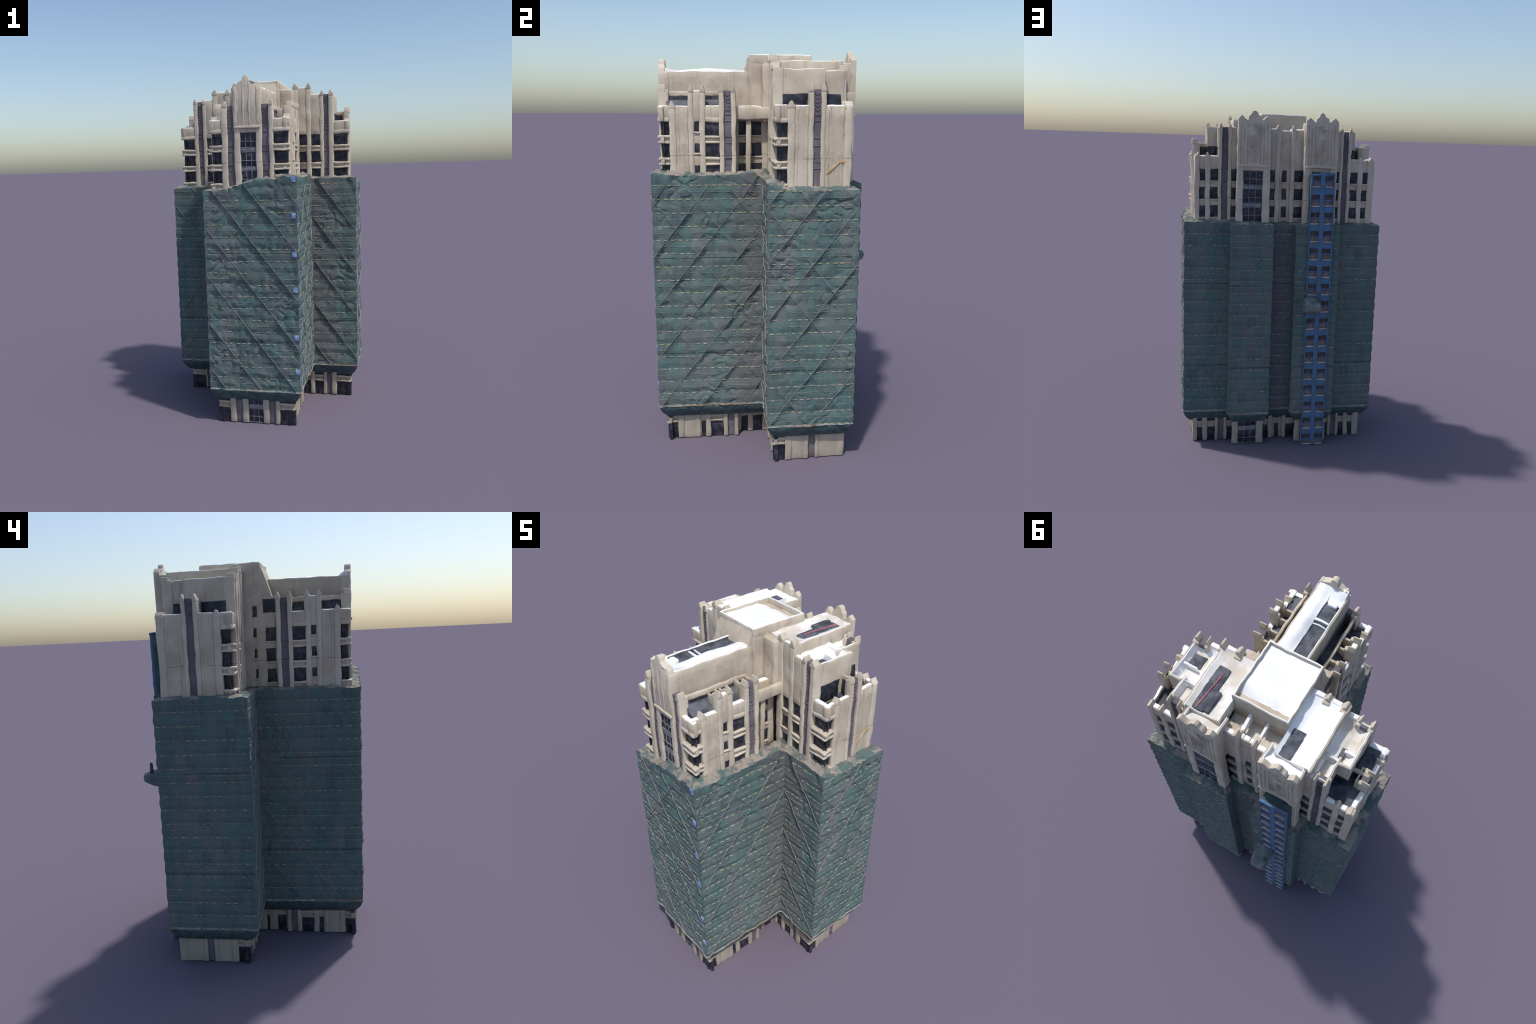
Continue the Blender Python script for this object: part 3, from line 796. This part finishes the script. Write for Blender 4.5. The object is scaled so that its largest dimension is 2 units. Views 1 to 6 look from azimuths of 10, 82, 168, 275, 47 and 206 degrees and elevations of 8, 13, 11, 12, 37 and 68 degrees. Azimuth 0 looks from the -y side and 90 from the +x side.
SIDES = [Side(i) for i in range(len(PLAN))]
NET_STEP = 0.0068
NROW = 172
net, cap = Mesh(), Mesh()
for sd in SIDES:
    n = max(4, int(round(sd.len / NET_STEP)))
    cols = [sd.len * k / n for k in range(n + 1)]
    tops = [net_top(*(sd.a + sd.t * s)) for s in cols]
    rows = [[sd.point(s, NET_LOW + (t - NET_LOW) * r / NROW) for s, t in zip(cols, tops)] for r in range(NROW + 1)]
    skirt = int((NET_RIM - 0.012 - NET_LOW) / (1.36 - NET_LOW) * NROW)
    net.grid(rows[:skirt + 1], 2)
    net.grid(rows[skirt:], 0 if sd.ax == 1 else 1)
    # littered top lift running back to the wall
    crow = [rows[-1]]
    for k in range(1, 9):
        f = k / 8
        crow.append([sd.point(s, t + 0.012 * math.sin(f * 1.6), extra=pleat(t) * (1 - f) - 0.062 * f) for s, t in zip(cols, tops)])
        for v in crow[-1]:
            v.z += 0.011 * f * noise.noise(Vector((v.x * 38, v.y * 38, 2.0))) + 0.004 * f * noise.noise(Vector((v.x * 90, v.y * 90, 2.0)))
    cap.grid(crow)

scaffold = net.make('scaffold_net', [NET_P, NET_Q, SKIRT], warped=False, smooth=38, weld=2e-4)
# the stiff sheet breaks into small flat facets
dec = scaffold.modifiers.new('facets', 'DECIMATE')
dec.ratio = 0.20
flat = bpy.data.meshes.new_from_object(scaffold.evaluated_get(bpy.context.evaluated_depsgraph_get()))
scaffold.modifiers.clear()
scaffold.data = flat
flat.name = 'scaffold_net'
flat.polygons.foreach_set('use_smooth', [True] * len(flat.polygons))
flat.set_sharp_from_angle(angle=math.radians(16))
cap.make('scaffold_deck', DEBRIS, scaffold, warped=False, smooth=40, weld=2e-4)


def ribbon(m, pts, normal, w, h, mi=0):
    """a thin square-edged bar following points on the sheet"""
    rows = []
    for i, p in enumerate(pts):
        d = (pts[min(i + 1, len(pts) - 1)] - pts[max(i - 1, 0)]).normalized()
        s = d.cross(normal).normalized() * (w / 2)
        rows.append([p - s - normal * h * 0.5, p - s * 0.6 + normal * h * 0.5, p + s * 0.6 + normal * h * 0.5, p + s - normal * h * 0.5, p - s - normal * h * 0.5])
    m.grid(rows, mi)


brace_n = 0
ledgers, boards = Mesh(), Mesh()
for sd in SIDES:
    ua, half, sgn, amp = LATTICE[sd.i]
    N = Vector((sd.n.x, sd.n.y, 0))
    us = sorted((sd.u(0), sd.u(sd.len)))
    to_s = (lambda u, sd=sd: abs(u - sd.u(0)))
    # diagonal braces
    if half:
        k = 0.135 / half
        for sg in (1, -1):
            for j in range(-16, 17):
                z_at = lambda u: 1.285 + 0.27 * j + sg * k * (u - ua)
                ulo, uhi = us[0] + 0.004, us[1] - 0.004
                ua_, ub_ = sorted(((NET_RIM + 0.006 - 1.285 - 0.27 * j) / (sg * k) + ua, (1.358 - 1.285 - 0.27 * j) / (sg * k) + ua))
                a, b = max(ulo, ua_), min(uhi, ub_)
                if b - a < 0.03:
                    continue
                m = Mesh()
                cnt = max(3, int((b - a) / 0.012))
                ribbon(m, [sd.point(to_s(a + (b - a) * i / cnt), z_at(a + (b - a) * i / cnt), lift=0.0016) for i in range(cnt + 1)], N, 0.0017, 0.0022)
                m.make('brace', POLE, scaffold, warped=False)
                brace_n += 1
    # ledgers at every half lift
    r = 0
    while True:
        z = ROW0 - 0.5 * PITCH * r
        if z < NET_RIM - 0.004:
            break
        cnt = max(3, int(sd.len / 0.014))
        if z < net_top(*sd.a) - 0.002:
            main = r % 2 == 0
            ribbon(ledgers, [sd.point(sd.len * i / cnt, z + 0.0015 * noise.noise(Vector((i * 0.4, r, sd.i)))) for i in range(cnt + 1)], N, 0.0026 if main else 0.0020, 0.0022)
            if main and sd.len > 0.1:
                s = 0.006 + 0.02 * random.random()
                while s < sd.len - 0.02:
                    keep = noise.noise(Vector((s * 7 + sd.i * 5, r * 0.9, 3))) + 0.48
                    ln = 0.012 + 0.012 * random.random()
                    if keep > random.random() * 0.5 - 0.08:
                        x = random.random()
                        worn = min(1, max(0, (1.25 - z) / 0.9))
                        mi = 0 if x < 0.58 - 0.36 * worn else (1 if x < 0.86 else 2)
                        pts = [sd.point(min(s + ln * i / 2, sd.len - 0.002), z - 0.002, lift=0.0012) for i in range(3)]
                        ribbon(boards, pts, N, 0.0036 + 0.0018 * random.random(), 0.0034, mi)
                    s += 0.030 + 0.012 * random.random()
        r += 1
    # pale plank rim where the last lift ends
    x = 0.0
    while x < sd.len - 0.01:
        x1 = min(sd.len, x + 0.04 + 0.16 * random.random())
        w = 0.005 + 0.003 * random.random()
        ribbon(boards, [sd.point(x + (x1 - x) * i / 8, NET_RIM - 0.006 + 0.0015 * random.random(), lift=0.002) for i in range(9)], N, w, 0.004, 3 if random.random() < 0.7 else 2)
        x = x1 + 0.012 * random.random() ** 2
ledgers.make('ledger', LEDGER, scaffold, warped=False, kind='stuff')
boards.make('toe_board', [YELLOW, PALE, RUST, PALE], scaffold, warped=False, kind='stuff')

# blue notice boards down the front corner
for u, z in ((0.287, 1.403), (0.285, 1.206), (0.285, 0.994), (0.287, 0.797), (0.289, 0.526), (0.291, 0.330)):
    m = Mesh()
    c = SIDES[0].point(u - PLAN[0][0], z)
    m.box((c.x - 0.0155, c.y - 0.0030, z - 0.0155), (c.x + 0.0100, c.y + 0.003, z + 0.0155), r=0.0012)
    m.make('notice_board', SIGN, scaffold, warped=False)

# ------------------------------------------------------------------ blue hoist shaft
H = Face('q', 0.466, 1)
HL_, HR_, HC = -0.146, -0.287, -0.2165          # left and right edge as seen from behind, centre mast
shaft = Mesh()
shell = Mesh()
H.box(shell, HR_, HL_, -0.085, -0.014, 0.0, 1.650, r=0.003)
for u0, u1 in ((HL_ - 0.007, HL_), (HC - 0.013, HC + 0.014), (HR_, HR_ + 0.008)):
    H.box(shaft, u0, u1, -0.016, 0.0, 0.0, 1.656, r=0.002)
hoist_kids = []
tops = [1.643 - 0.105 * k for k in range(16)]
tops[1] = 1.535
bots = [max(0.0, t - (0.066 if k else 0.063)) for k, t in enumerate(tops)]
for u0, u1 in ((HC + 0.014, HL_ - 0.007), (HR_ + 0.008, HC - 0.013)):
    prev = 1.656
    for t, b in zip(tops, bots):
        if b < t - 0.02:
            H.box(shaft, u0 - 0.001, u1 + 0.001, -0.016, -0.002, t, prev, r=0.002)
            hoist_kids.append((u0, u1, b, t))
        prev = b
    H.box(shaft, u0 - 0.001, u1 + 0.001, -0.016, -0.002, 0.0, max(prev, 0.004), r=0.001)
hoist = shell.make('hoist_shaft', SKIRT)
shaft.make('hoist_frame', BLUE, hoist)
for u0, u1, b, t in hoist_kids:
    m = Mesh(); H.box(m, u0 - 0.001, u1 + 0.001, -0.016, -0.0085, b, t, r=0.0005, step=0.06)
    m.make('landing_opening', HOIST_BACK, hoist)
    m = Mesh(); H.box(m, u0, u1, -0.012, -0.0055, b + 0.003, b + 0.45 * (t - b), r=0.001, step=0.06)
    m.make('landing_gate', HOIST_FLOOR, hoist)
    m = Mesh(); H.box(m, u0, u1, -0.012, -0.0035, b + 0.46 * (t - b), b + 0.60 * (t - b), r=0.001, step=0.06)
    m.make('guard_rail', BLUE_DULL, hoist)
    m = Mesh(); H.box(m, u0 + 0.001, u1 - 0.001, -0.012, 0.004, b - 0.001, b + 0.006, r=0.002, step=0.06)
    m.make('landing_sill', SILL, hoist)
cover = Mesh()
cover.prism([(HR_ - 0.002, 1.652), (HL_ + 0.002, 1.645), (HL_, 1.654), (-0.195, 1.656), (-0.215, 1.667), (HR_, 1.663)], H.p3, 0.001, -0.012)
cover.make('hoist_cover', BLUE, hoist, bevel=0.002)

# loading platform hanging off the hoist
plat = Mesh()
def lump(v):
    k = 1.0 - 0.25 * max(0.0, (v[1] - 0.52) / 0.07)
    z = 0.893 + (v[2] - 0.893) * k - 0.25 * (0.53 - v[1]) * (1 if v[2] < 0.893 else -0.2)
    x = -0.172 + (v[0] + 0.172) * k
    w = noise.noise_vector(Vector((v[0] * 30, v[1] * 30, v[2] * 30)))
    return Vector((x + 0.010 * w[0], v[1] + 0.006 * w[1], z + 0.010 * w[2]))
plat.box((-0.222, 0.455, 0.855), (-0.124, 0.588, 0.928), r=0.016, step=0.018, shape=lump)
p_ob = plat.make('loading_platform', PLATFORM, warped=False, smooth=25)
post = Mesh()
post.box((-0.214, 0.529, 0.90), (-0.200, 0.545, 0.981), r=0.003, shape=lambda v: Vector((v[0], 0.537 + (v[1] - 0.537) * (1.5 - 9 * (v[2] - 0.90)), v[2])))
post.make('platform_post', SKIRT, p_ob, warped=False)
